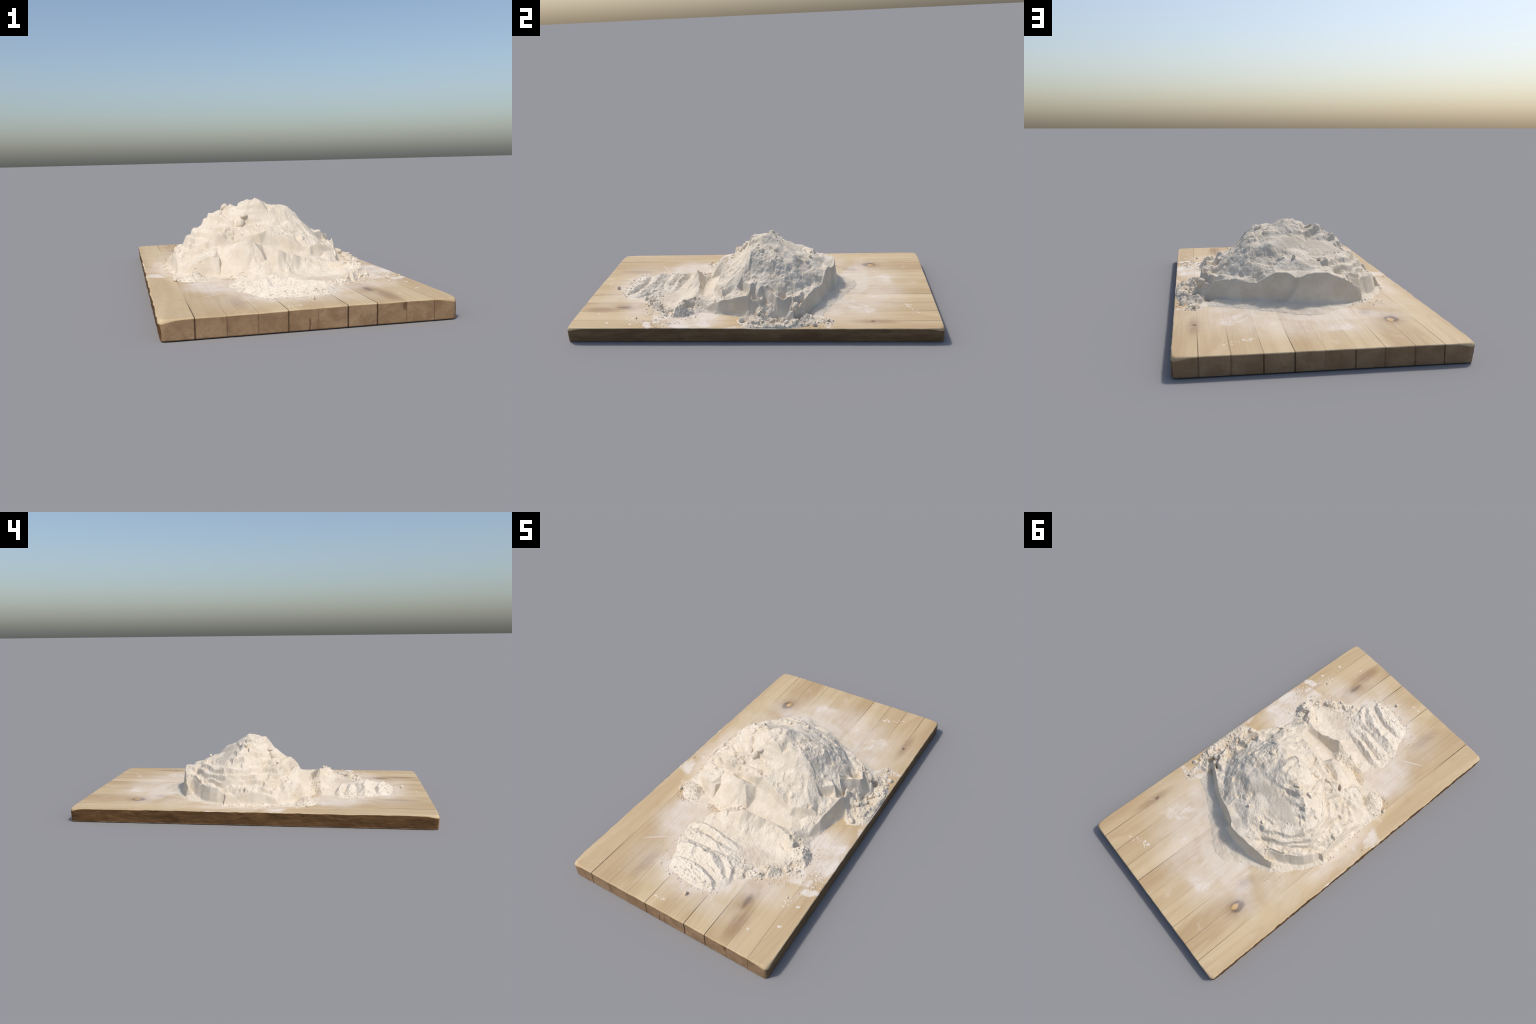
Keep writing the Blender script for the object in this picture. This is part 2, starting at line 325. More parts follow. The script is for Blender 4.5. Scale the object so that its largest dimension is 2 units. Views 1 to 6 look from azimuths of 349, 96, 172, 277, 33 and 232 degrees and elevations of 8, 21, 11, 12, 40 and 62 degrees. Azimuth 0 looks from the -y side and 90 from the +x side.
    block = (s1 - 0.70) * 1.0 + 1.25 * (vx * np.cos(s2 * 6.283) + vy * np.sin(s2 * 6.283))
    block = block * smooth(0.0, 0.12, q2 - q1) - 0.3 * smooth(0.12, 0.0, q2 - q1)
    p1, p2, t1, t2, ux, uy = worley(GX, GY, 58, 151)
    small = (t1 - 0.5) + 1.0 * (ux * np.cos(t2 * 6.283) + uy * np.sin(t2 * 6.283))
    rim = smooth(.078, .095, H)
    H = H + rub * rim * (1 - .75 * steep) * (gauss(0.029 * block, 1.3 * px) + 0.0045 * small * smooth(0, .2, p2 - p1))
    H = H - .0045 * rough
    # furrows: torn, streaky surface
    fur = spot(GX, GY, -.02, -.63, .19, .19, 0, .15) * smooth(.080, .10, H)
    along, across = GX * .954 - (GY + .63) * .30, GX * .30 + (GY + .63) * .954
    ribs = 1 - np.abs(perlin(along * 9 + .8 * fbm(GX, GY, 20, 2, 176), across * 52, 175)) * 2.2
    H = H + fur * 0.0038 * (ribs - .45) * smooth(-.5, .2, fbm(GX, GY, 14, 2, 177))
    H = H + fur * (0.003 * fbm(GX * 0.5, GY * 1.6, 40, 3, 161) + 0.003 * fbm(GX, GY, 70, 2, 171))
    # fine grain
    H = H + (0.25 + 0.75 * (1 - cut)) * smooth(.0775, .090, H) * (0.0021 * fbm(GX, GY, 130, 2, 181) + 0.0005 * fbm(GX, GY, 300, 1, 191))
    # ragged thin rim of the film
    H = H + (1 - thick) * 0.0045 * fbm(GX, GY, 32, 4, 201)
    return H

HEIGHT = build_height()
HEIGHT = np.where(GX > east_edge(GY) - 0.006, np.minimum(HEIGHT, .0725 + np.maximum(0, HEIGHT - .092)), HEIGHT)

def surface_z(x, y):
    return float(max(board_top(x, y), sample(HEIGHT, np.array([x]), np.array([y]))[0]))

# ----------------------------------------------------------------------------- node helpers
class Nodes:
    def __init__(self, name):
        self.mat = bpy.data.materials.new(name)
        self.mat.use_nodes = True
        self.t = self.mat.node_tree
        self.t.nodes.clear()
        out = self.t.nodes.new('ShaderNodeOutputMaterial')
        self.bsdf = self.t.nodes.new('ShaderNodeBsdfPrincipled')
        self.t.links.new(self.bsdf.outputs[0], out.inputs[0])
    def new(self, kind, **props):
        n = self.t.nodes.new(kind)
        for k, v in props.items():
            setattr(n, k, v)
        return n
    def put(self, sock, v):
        if isinstance(v, bpy.types.NodeSocket):
            self.t.links.new(v, sock)
        else:
            sock.default_value = v
    def math(self, op, a, b=0.0, c=0.0, clamp=False):
        n = self.new('ShaderNodeMath', operation=op, use_clamp=clamp)
        self.put(n.inputs[0], a); self.put(n.inputs[1], b); self.put(n.inputs[2], c)
        return n.outputs[0]
    def ramp(self, x, a, b, lo=0.0, hi=1.0):
        n = self.new('ShaderNodeMapRange', interpolation_type='SMOOTHSTEP')
        self.put(n.inputs[0], x); n.inputs[1].default_value = a; n.inputs[2].default_value = b
        n.inputs[3].default_value = lo; n.inputs[4].default_value = hi
        return n.outputs[0]
    def mix(self, fac, a, b, blend='MIX'):
        n = self.new('ShaderNodeMix', data_type='RGBA', blend_type=blend)
        self.put(n.inputs[0], fac)
        self.put(n.inputs[6], a if isinstance(a, bpy.types.NodeSocket) else (*a, 1))
        self.put(n.inputs[7], b if isinstance(b, bpy.types.NodeSocket) else (*b, 1))
        return n.outputs[2]
    def mapping(self, vec, loc=(0, 0, 0), rot=(0, 0, 0), scale=(1, 1, 1), kind='POINT'):
        n = self.new('ShaderNodeMapping', vector_type=kind)
        self.put(n.inputs[0], vec)
        self.put(n.inputs[1], loc); n.inputs[2].default_value = rot; n.inputs[3].default_value = scale
        return n.outputs[0]
    def noise(self, vec, scale, detail=3.0, rough=0.5, dist=0.0):
        n = self.new('ShaderNodeTexNoise')
        self.put(n.inputs['Vector'], vec); n.inputs['Scale'].default_value = scale
        n.inputs['Detail'].default_value = detail; n.inputs['Roughness'].default_value = rough; n.inputs['Distortion'].default_value = dist
        return n.outputs[0]
    def spot(self, vec, cx, cy, rx, ry, deg=0.0, soft=0.5):
        v = self.mapping(vec, (cx, cy, TOP), (0, 0, math.radians(deg)), (rx, ry, 100.0), 'TEXTURE')
        n = self.new('ShaderNodeVectorMath', operation='LENGTH'); self.put(n.inputs[0], v)
        return self.ramp(n.outputs['Value'], 1 + soft, max(0.0, 1 - soft))
    def most(self, items):
        r = items[0]
        for i in items[1:]:
            r = self.math('MAXIMUM', r, i)
        return r

# ----------------------------------------------------------------------------- materials
def flour_material():
    m = Nodes('flour')
    tc = m.new('ShaderNodeTexCoord'); tc.object = HEAP
    co = tc.outputs['Object']
    tone = m.noise(co, 14, 4, .6)
    col = m.mix(m.ramp(tone, .35, .65), (.650, .567, .447), (.725, .646, .532))
    warm = m.noise(co, 45, 3, .6)
    col = m.mix(m.math('MULTIPLY', m.ramp(warm, .55, .75), .5), col, (.615, .515, .385))
    # furrows and front heap lightened in colour: bright, least shaded flats painted in
    loose = m.most([m.spot(co, -.02, -.65, .20, .17, 0, .4), m.spot(co, .38, -.40, .06, .10, 0, .5)])
    col = m.mix(m.math('MULTIPLY', loose, .40), col, (.775, .705, .600))
    # where only a thin smear is left the wood tints it
    thin = m.most([m.spot(co, .175, -.500, .085, .045, 15, .5), m.spot(co, .02, .535, .12, .04, -15, .6)])
    col = m.mix(m.math('MULTIPLY', thin, m.ramp(m.noise(co, 26, 3, .6), .3, .65, .25, .7)), col, (.60, .495, .395))
    # tan flecks of bran and packed crumbs
    fleck = m.noise(co, 105, 4, .65)
    col = m.mix(m.math('MULTIPLY', m.ramp(fleck, .55, .76), .38), col, (.50, .405, .285))
    m.put(m.bsdf.inputs['Base Color'], col)
    m.bsdf.inputs['Roughness'].default_value = .92
    m.bsdf.inputs['Specular IOR Level'].default_value = .15
    b = m.new('ShaderNodeBump'); b.inputs['Strength'].default_value = .35; b.inputs['Distance'].default_value = .0022
    m.put(b.inputs['Height'], m.math('ADD', m.noise(co, 230, 3, .6), m.math('MULTIPLY', fleck, .5)))
    m.put(m.bsdf.inputs['Normal'], b.outputs[0])
    return m.mat

def board_frame(m):
    tc = m.new('ShaderNodeTexCoord'); tc.object = BOARD
    return tc.outputs['Object']

def prop(m, name):
    n = m.new('ShaderNodeAttribute', attribute_type='OBJECT', attribute_name='["%s"]' % name)
    return n.outputs['Fac']

def wood_face(name):
    m = Nodes(name)
    P = board_frame(m)
    local = m.new('ShaderNodeTexCoord').outputs['Object']
    off = m.new('ShaderNodeCombineXYZ')
    tone, shift = prop(m, 'tone'), prop(m, 'grain_shift')
    for i in range(3):
        m.put(off.inputs[i], m.math('MULTIPLY', shift, (3.1, 7.7, 1.9)[i]))
    add = m.new('ShaderNodeVectorMath', operation='ADD'); m.put(add.inputs[0], local); m.put(add.inputs[1], off.outputs[0])
    G = add.outputs[0]
    # knots bend the grain round them
    knots = [(-.335, .665, .050, .030), (-.260, .559, .030, .020), (.297, -.740, .030, .060), (-.238, -.830, .022, .055), (.460, .660, .022, .055)]
    # broad figure along the plank
    fig = m.noise(m.mapping(G, scale=(9, .9, 9)), 1.0, 4, .55, .6)
    rings = m.math('SINE', m.math('MULTIPLY', m.noise(m.mapping(G, scale=(6.0, .75, 6.0)), 1.0, 1.5, .4, .3), 95.0))
    fibre = m.noise(m.mapping(G, scale=(210, 5.5, 210)), 1.0, 3, .6)
    col = m.mix(m.ramp(fig, .32, .68), (.485, .345, .192), (.605, .468, .282))
    col = m.mix(m.math('MULTIPLY', m.ramp(rings, .45, 1.0), .16), col, (.36, .225, .105))
    col = m.mix(m.math('MULTIPLY', m.ramp(fibre, .48, .74), .18), col, (.36, .235, .12))
    # plank to plank tone
    col = m.mix(m.math('MULTIPLY', m.math('MAXIMUM', tone, 0.0), .55), col, (.66, .515, .32))
    col = m.mix(m.math('MULTIPLY', m.math('MAXIMUM', m.math('MULTIPLY', tone, -1.0), 0.0), .55), col, (.40, .265, .140))
    # brown stains along the grain
    st = m.noise(m.mapping(G, scale=(10, 2.2, 10)), 1.0, 3, .55, .4)
    col = m.mix(m.math('MULTIPLY', m.ramp(st, .58, .78), .28), col, (.38, .235, .120))
    # knots
    wob = m.new('ShaderNodeVectorMath', operation='ADD'); m.put(wob.inputs[0], P)
    nz = m.new('ShaderNodeTexNoise'); m.put(nz.inputs[0], P); nz.inputs['Scale'].default_value = 30
    sub = m.new('ShaderNodeVectorMath', operation='MULTIPLY_ADD'); m.put(sub.inputs[0], nz.outputs['Color']); sub.inputs[1].default_value = (.016,) * 3; sub.inputs[2].default_value = (-.008,) * 3
    m.put(wob.inputs[1], sub.outputs[0])
    W = wob.outputs[0]
    halo = m.most([m.spot(W, x, y, rx * 1.1, ry * 1.1, 0, .7) for x, y, rx, ry in
                   [(-.338, .662, .040, .062), (-.262, .556, .028, .045), (.300, -.742, .030, .072), (-.236, -.815, .024, .085), (.458, .655, .020, .095), (.33, -.87, .03, .08)]])
    col = m.mix(m.math('MULTIPLY', halo, m.ramp(fibre, .2, .7, .32, .68)), col, (.255, .135, .058))
    dark = m.most([m.spot(W, -.340, .660, .030, .038, 0, .25), m.math('MULTIPLY', m.spot(W, .300, -.745, .012, .040, 0, .6), .8),
                   m.math('MULTIPLY', m.spot(W, -.262, .556, .016, .022, 0, .4), .45), m.math('MULTIPLY', m.spot(W, .455, .640, .009, .012, 0, .5), 1.0)])
    col = m.mix(dark, col, (.115, .060, .026))
    col = m.mix(m.spot(W, -.333, .672, .013, .022, 0, .3), col, (.56, .33, .10))
    # knife scratches, pale, in two directions
    scr = []
    for deg, sc in ((32, 1.0), (-52, 1.3), (75, .9)):
        v = m.mapping(P, rot=(0, 0, math.radians(deg)))
        lines = m.noise(m.mapping(v, scale=(260 * sc, 2.6, 1)), 1.0, 2, .5)
        gate = m.noise(m.mapping(v, scale=(7, 3, 1)), 1.0, 1, .5)
        scr.append(m.math('MULTIPLY', m.ramp(lines, .66, .76), m.ramp(gate, .48, .62)))
    col = m.mix(m.math('MULTIPLY', m.most(scr), .35), col, (.74, .635, .48))
    # glue seams: dark, opening and closing along the plank
    sx = m.new('ShaderNodeSeparateXYZ'); m.put(sx.inputs[0], local)
    half = prop(m, 'half_width')
    sp = m.new('ShaderNodeSeparateXYZ'); m.put(sp.inputs[0], P)
    along = m.noise(m.mapping(P, scale=(3, 2.2, 1)), 1.0, 2, .5)
    front_end, back_end = m.ramp(sp.outputs[1], -.62, -.90), m.ramp(sp.outputs[1], .60, .90)
    for sgn, key in ((1, 'seam_right'), (-1, 'seam_left')):
        d = m.math('SUBTRACT', half, m.math('MULTIPLY', sx.outputs[0], float(sgn)))
        line = m.ramp(d, .0026, .0006)
        s = m.math('ADD', m.math('MULTIPLY', m.ramp(along, .45, .65), .08),
                   m.math('ADD', m.math('MULTIPLY', prop(m, key), front_end), m.math('MULTIPLY', prop(m, 'back_' + key), back_end)), clamp=True)
        col = m.mix(m.math('MULTIPLY', line, s), col, (.075, .040, .018))
    # flour dust lying on the board
    wn = m.new('ShaderNodeTexNoise'); m.put(wn.inputs[0], P); wn.inputs['Scale'].default_value = 7; wn.inputs['Detail'].default_value = 4
    wv = m.new('ShaderNodeVectorMath', operation='MULTIPLY_ADD'); m.put(wv.inputs[0], wn.outputs['Color']); wv.inputs[1].default_value = (.13, .13, 0); wv.inputs[2].default_value = (-.065, -.065, 0)
    wa = m.new('ShaderNodeVectorMath', operation='ADD'); m.put(wa.inputs[0], P); m.put(wa.inputs[1], wv.outputs[0])
    D = wa.outputs[0]
    dn = m.noise(P, 11, 5, .62, .4)
    swipe = m.noise(m.mapping(P, rot=(0, 0, .5), scale=(70, 7, 1)), 1.0, 3, .6)
    spk = m.noise(P, 75, 3, .6)
    soft = [(.06, .60, .36, .21, -8, .55, .62), (-.11, .70, .14, .10, 10, .6, .7), (.40, .46, .10, .10, 0, .6, .4), (.02, .52, .42, .12, -14, .3, .8),
            (-.27, -.46, .12, .17, 0, .6, .85), (-.22, -.75, .12, .12, 0, .7, .35), (-.43, .06, .08, .25, 0, .5, .65), (.44, -.32, .11, .17, 0, .5, .8),
            (.26, -.68, .18, .10, 20, .6, .6), (.08, -.84, .22, .07, 0, .7, .4), (.20, -.50, .16, .12, 0, .4, 1.0), (-.34, .42, .14, .10, 0, .7, .45), (.0, -.63, .26, .24, 0, .25, .85)]
    hard = [(.30, .58, .13, .055, 62, .7, .75), (.13, .70, .12, .05, 20, .7, .45), (-.12, .74, .12, .045, 22, .7, .7), (.22, .44, .12, .05, -30, .6, .6), (-.505, -.135, .035, .055, 15, .5, .85),
            (-.478, .05, .030, .12, 0, .5, .6), (-.552, .16, .012, .12, 0, .5, .7), (.43, -.50, .085, .050, 10, .5, 1.), (.51, -.57, .045, .028, 20, .5, 1.), (.50, -.33, .06, .14, 8, .5, .9),
            (.42, -.27, .07, .10, 0, .5, .95), (-.28, -.37, .09, .07, 0, .6, .7), (-.44, -.27, .05, .06, 0, .6, .6), (.535, .02, .03, .15, 0, .5, .8), (.47, .42, .05, .04, 0, .5, .7),
            (.02, -.80, .18, .03, 0, .6, .75), (-.20, -.70, .05, .10, 0, .6, .55), (.20, -.50, .13, .09, 0, .5, .8), (.05, .47, .36, .07, -15, .5, .6)]
    crumbs = [(.28, .86, .10, .035, 25, .6, 1.), (.40, .80, .05, .05, 0, .6, .7), (.445, -.655, .030, .035, 0, .6, 1.), (.493, -.79, .014, .012, 0, .6, 1.2), (.497, -.668, .012, .01, 0, .6, 1.2),
              (-.03, -.937, .05, .022, 15, .6, 1.), (.40, -.86, .016, .014, 0, .6, 1.), (-.33, .30, .20, .30, 0, .5, .4), (.50, -.45, .06, .16, 0, .6, .9), (-.30, -.60, .10, .15, 0, .6, .3)]
    def total(rows):
        return m.most([m.math('MULTIPLY', m.spot(D, *r[:6]), r[6]) for r in rows])
    a = m.math('MULTIPLY', total(soft), m.ramp(m.math('ADD', m.math('MULTIPLY', dn, .65), m.math('MULTIPLY', swipe, .35)), .24, .62, .30, 1.0))
    b = m.ramp(m.math('ADD', total(hard), m.math('MULTIPLY', m.math('SUBTRACT', dn, .5), 2.3)), .22, 1.05)
    b = m.math('MULTIPLY', b, m.ramp(swipe, .2, .6, .6, 1.0))
    c = m.ramp(m.math('ADD', m.math('MULTIPLY', total(crumbs), .42), spk), .93, 1.0)
    drag = m.noise(m.mapping(P, rot=(0, 0, .62), scale=(26, 4.5, 1)), 1.0, 4, .65)
    zone = m.most([m.spot(D, *z) for z in ((.06, .60, .36, .20, -8, .5), (-.27, -.45, .14, .20, 0, .5), (.45, -.40, .11, .22, 0, .5), (-.44, .05, .08, .24, 0, .5), (.28, -.66, .16, .08, 20, .5))])
    c = m.math('MAXIMUM', c, m.math('MULTIPLY', m.math('MULTIPLY', zone, m.ramp(drag, .49, .62)), .66))
    # one long pale scratch of flour
    ln = m.mapping(P, (-.300, -.655, TOP), (0, 0, math.radians(-146)), (.088, .004, 1), 'TEXTURE')
    le = m.new('ShaderNodeVectorMath', operation='LENGTH'); m.put(le.inputs[0], ln)
    c = m.math('MAXIMUM', c, m.math('MULTIPLY', m.ramp(le.outputs['Value'], 1.1, .5), .8))
    dust = m.math('MAXIMUM', m.math('MULTIPLY', a, .82), m.math('MAXIMUM', m.math('MULTIPLY', b, .85), m.math('MULTIPLY', c, .85)), clamp=True)
    col = m.mix(dust, col, (.78, .715, .645))
    m.put(m.bsdf.inputs['Base Color'], col)
    m.put(m.bsdf.inputs['Roughness'], m.ramp(dust, 0, .5, .62, .92))
    m.bsdf.inputs['Specular IOR Level'].default_value = .25
    bp = m.new('ShaderNodeBump'); bp.inputs['Strength'].default_value = .25; bp.inputs['Distance'].default_value = .001
    m.put(bp.inputs['Height'], fibre)
    m.put(m.bsdf.inputs['Normal'], bp.outputs[0])
    return m.mat

def wood_end(name):
    m = Nodes(name)
    P = board_frame(m)
    tone = prop(m, 'end_tone')
    n1 = m.noise(P, 16, 4, .6, .5)
    n2 = m.noise(P, 70, 4, .65)
    wob = m.new('ShaderNodeTexNoise'); m.put(wob.inputs[0], P); wob.inputs['Scale'].default_value = 40
    wv = m.new('ShaderNodeVectorMath', operation='MULTIPLY_ADD'); m.put(wv.inputs[0], wob.outputs['Color']); wv.inputs[1].default_value = (.010, 0, 0); wv.inputs[2].default_value = (-.005, 0, 0)
    wa = m.new('ShaderNodeVectorMath', operation='ADD'); m.put(wa.inputs[0], P); m.put(wa.inputs[1], wv.outputs[0])
    W = wa.outputs[0]
    arcs = m.math('SINE', m.math('MULTIPLY', m.noise(m.mapping(P, scale=(7, 7, 11)), 1.0, 1, .4), 120.0))
    col = m.mix(m.ramp(n1, .3, .7), (.250, .155, .083), (.360, .240, .140))  # browns lowered part way towards the back end's baked shade
    col = m.mix(m.math('MULTIPLY', m.ramp(arcs, .3, 1.0), .22), col, (.24, .140, .070))
    col = m.mix(m.math('MULTIPLY', m.ramp(n2, .52, .75), .35), col, (.23, .135, .068))
    col = m.mix(m.math('MULTIPLY', m.math('MAXIMUM', tone, 0.0), .5), col, (.22, .125, .060))
    local = m.new('ShaderNodeTexCoord').outputs['Object']
    sx = m.new('ShaderNodeSeparateXYZ'); m.put(sx.inputs[0], local)
    for sgn, key in ((1, 'seam_right'), (-1, 'seam_left')):
        d = m.math('SUBTRACT', prop(m, 'half_width'), m.math('MULTIPLY', sx.outputs[0], float(sgn)))
        col = m.mix(m.math('MULTIPLY', m.ramp(d, .0042, .0010), m.math('MINIMUM', m.math('ADD', m.math('MULTIPLY', prop(m, key), .95), .08), 1.0)), col, (.055, .030, .015))
    # drying checks and knots in the end grain
    height = m.new('ShaderNodeSeparateXYZ'); m.put(height.inputs[0], P)
    low = m.ramp(height.outputs[2], .052, .034)
    high = m.ramp(height.outputs[2], .040, .058)
    col = m.mix(m.math('MULTIPLY', m.math('MULTIPLY', m.spot(W, -.010, -.99, .0032, .05, 0, .7), low), .85), col, (.10, .050, .022))
    col = m.mix(m.math('MULTIPLY', m.math('MULTIPLY', m.spot(W, .348, -.99, .008, .05, 0, .8), high), .8), col, (.10, .050, .022))
    m.put(m.bsdf.inputs['Base Color'], col)
    m.bsdf.inputs['Roughness'].default_value = .8
    m.bsdf.inputs['Specular IOR Level'].default_value = .2
    bp = m.new('ShaderNodeBump'); bp.inputs['Strength'].default_value = .6; bp.inputs['Distance'].default_value = .004
    m.put(bp.inputs['Height'], m.math('ADD', m.math('MULTIPLY', n2, .6), n1))
    m.put(m.bsdf.inputs['Normal'], bp.outputs[0])
    return m.mat

def wood_side(name, lo, hi, bump):
    m = Nodes(name)
    P = board_frame(m)
    n1 = m.noise(m.mapping(P, scale=(9, 5, 26)), 1.0, 4, .6, .6)
    n2 = m.noise(m.mapping(P, scale=(80, 25, 120)), 1.0, 4, .65)
    col = m.mix(m.ramp(n1, .3, .7), lo, hi)
    col = m.mix(m.math('MULTIPLY', m.ramp(n2, .5, .75), .4), col, tuple(c * .6 for c in lo))
    m.put(m.bsdf.inputs['Base Color'], col)
    m.bsdf.inputs['Roughness'].default_value = .85
    m.bsdf.inputs['Specular IOR Level'].default_value = .15
    bp = m.new('ShaderNodeBump'); bp.inputs['Strength'].default_value = bump; bp.inputs['Distance'].default_value = .005
    m.put(bp.inputs['Height'], m.math('ADD', n1, m.math('MULTIPLY', n2, .5)))
    m.put(m.bsdf.inputs['Normal'], bp.outputs[0])
    return m.mat

# ----------------------------------------------------------------------------- mesh helpers
def mesh_object(name, verts, faces, mats, parent, loc=(0, 0, 0), rot=0.0, normals=None, slots=None):
    me = bpy.data.meshes.new(name)
    me.from_pydata([tuple(v) for v in verts], [], faces)
    for mt in mats:
        me.materials.append(mt)
    if slots is not None:
        me.polygons.foreach_set('material_index', slots)
    me.polygons.foreach_set('use_smooth', [True] * len(me.polygons))
    me.update()
    if normals is not None:
        me.normals_split_custom_set_from_vertices([tuple(n) for n in normals])
    ob = bpy.data.objects.new(name, me)
    ob.location = loc
    ob.rotation_euler = (0, 0, rot)
    ob.parent = parent
    COLL.objects.link(ob)
    return ob

def empty(name, label, category):
    ob = bpy.data.objects.new(name, None)
    ob.empty_display_size = .1
    ob['label'] = label
    ob['category'] = category
    COLL.objects.link(ob)
    return ob

BOARD = empty('cutting_board', 'thick edge-glued plank board of pale wood dusted with flour', 'cutting board')
HEAP = empty('flour_heap', 'broken heap of white flour, knife-cut and smeared into furrows', 'flour')
HEAP.location = (0, 0, TOP)

# ----------------------------------------------------------------------------- the board
def spaced(a, b, n, end=0.03, m=6):
    """Stations from a to b, closer together near both ends."""
    head = a + end * (np.arange(m) / m) ** 1.6
    tail = b - end * (np.arange(m) / m) ** 1.6
    mid = np.linspace(a + end, b - end, n)
    return np.concatenate([head, mid, tail[::-1]])

def sf_wide(d):
    return np.exp(-np.maximum(d, 0) / .05)

def shape_board(p):
    """Round, wear and roughen the whole board: p is an array of points of the sharp-edged board."""
    x, y, z = p[:, 0].copy(), p[:, 1].copy(), p[:, 2].copy()
    w, e = west_edge(y), east_edge(y)
    dw, de, df, db = x - w, e - x, y - Y_FRONT, Y_BACK - y
    # rounded plan corners
    R = 0.022
    for sx_, dx_ in ((1, dw), (-1, de)):
        for sy_, dy_ in ((1, df), (-1, db)):
            inside = (dx_ < R) & (dy_ < R)
            u, v = R - dx_, R - dy_
            l = np.hypot(u, v)
            k = np.where(inside & (l > 1e-9), np.maximum(u, v) / np.maximum(l, 1e-9), 1.0)
            x = np.where(inside, x + sx_ * (u - u * k), x)
            y = np.where(inside, y + sy_ * (v - v * k), y)
    d = np.minimum.reduce([dw, de, df, db])
    near_corner = np.minimum(dw, de) + np.minimum(df, db)
    up = z / TOP
    # worn upper and lower edges
    r = 0.0038 + 0.012 * np.exp(-(near_corner / 0.05) ** 2) + 0.0012 * perlin(x * 9, y * 9, 5)
    r = np.maximum(r, .0015)
    t = np.clip((r - np.maximum(d, 0)) / r, 0, 1)
    z = z - np.where(up > .5, (r - np.sqrt(np.maximum(r * r - (t * r) ** 2, 0))) * 1.0, 0)
    r2 = 0.004
    t2 = np.clip((r2 - np.maximum(d, 0)) / r2, 0, 1)
    z = z + np.where(up < .02, r2 - np.sqrt(np.maximum(r2 * r2 - (t2 * r2) ** 2, 0)), 0)
    # rough long edges, coarser on the west side; gently uneven ends
    sd = np.exp(-np.maximum(dw, 0) / .006)
    x = x + sd * (0.0045 * fbm(y, z * 1.4, 16, 3, 3) + 0.0035 * fbm(y, z * 1.2, 55, 2, 4) - .001 + 0.006 * (1 - up))
    se = np.exp(-np.maximum(de, 0) / .006)
    x = x - se * (0.002 * fbm(y, z, 14, 3, 6) + 0.0012 * fbm(y, z, 50, 2, 7) + .001)
    sf = np.exp(-np.maximum(df, 0) / .006)
    y = y + sf * (0.0022 * fbm(x, z, 18, 3, 8) + 0.001 * fbm(x, z, 60, 2, 9))
    sb = np.exp(-np.maximum(db, 0) / .006)
    y = y - sb * (0.002 * fbm(x, z, 18, 3, 10))
    # the ends are not quite square to the sides
    y = y + np.where(y < 0, np.interp(x, [-.5, .5], [-.003, .003]) * sf_wide(df), np.interp(x, [-.5, .5], [-.004, .007]) * sf_wide(db))
    # slight warp of the faces
    z = z * (1 + up * (board_top(x, y) - TOP) / TOP)
    z = z + np.where(up > .3, 1, .3) * 0.0010 * perlin(x * 2.1 + 3, y * 1.3, 12) + np.where(up > .5, .0006 * perlin(x * 14, y * 4, 13), 0)
    return np.stack([x, y, np.maximum(z, 0.0)], 1)

FACE, END = wood_face('pale_wood'), wood_end('end_grain')
SIDE_W = wood_side('weathered_edge', (.095, .048, .019), (.165, .088, .036), .9)
SIDE_E = wood_side('shade_darkened_edge', (.130, .080, .040), (.205, .130, .068), .4)  # base colour darkened about halfway to the shadow on this side
TONES = [.45, .05, -.10, .15, .10, -.15, .35, -.35, .45, -.30]
ENDS = [.0, .3, .6, .2, .55, .1, .0, .4, .15, .5]
SEAM_FRONT_DARK = [0, .85, .45, .25, .75, .10, 1.0, .90, .30, .40, 0]
SEAM_BACK_DARK = [0, .90, .35, .45, .20, .15, 1.0, .45, .40, .65, 0]

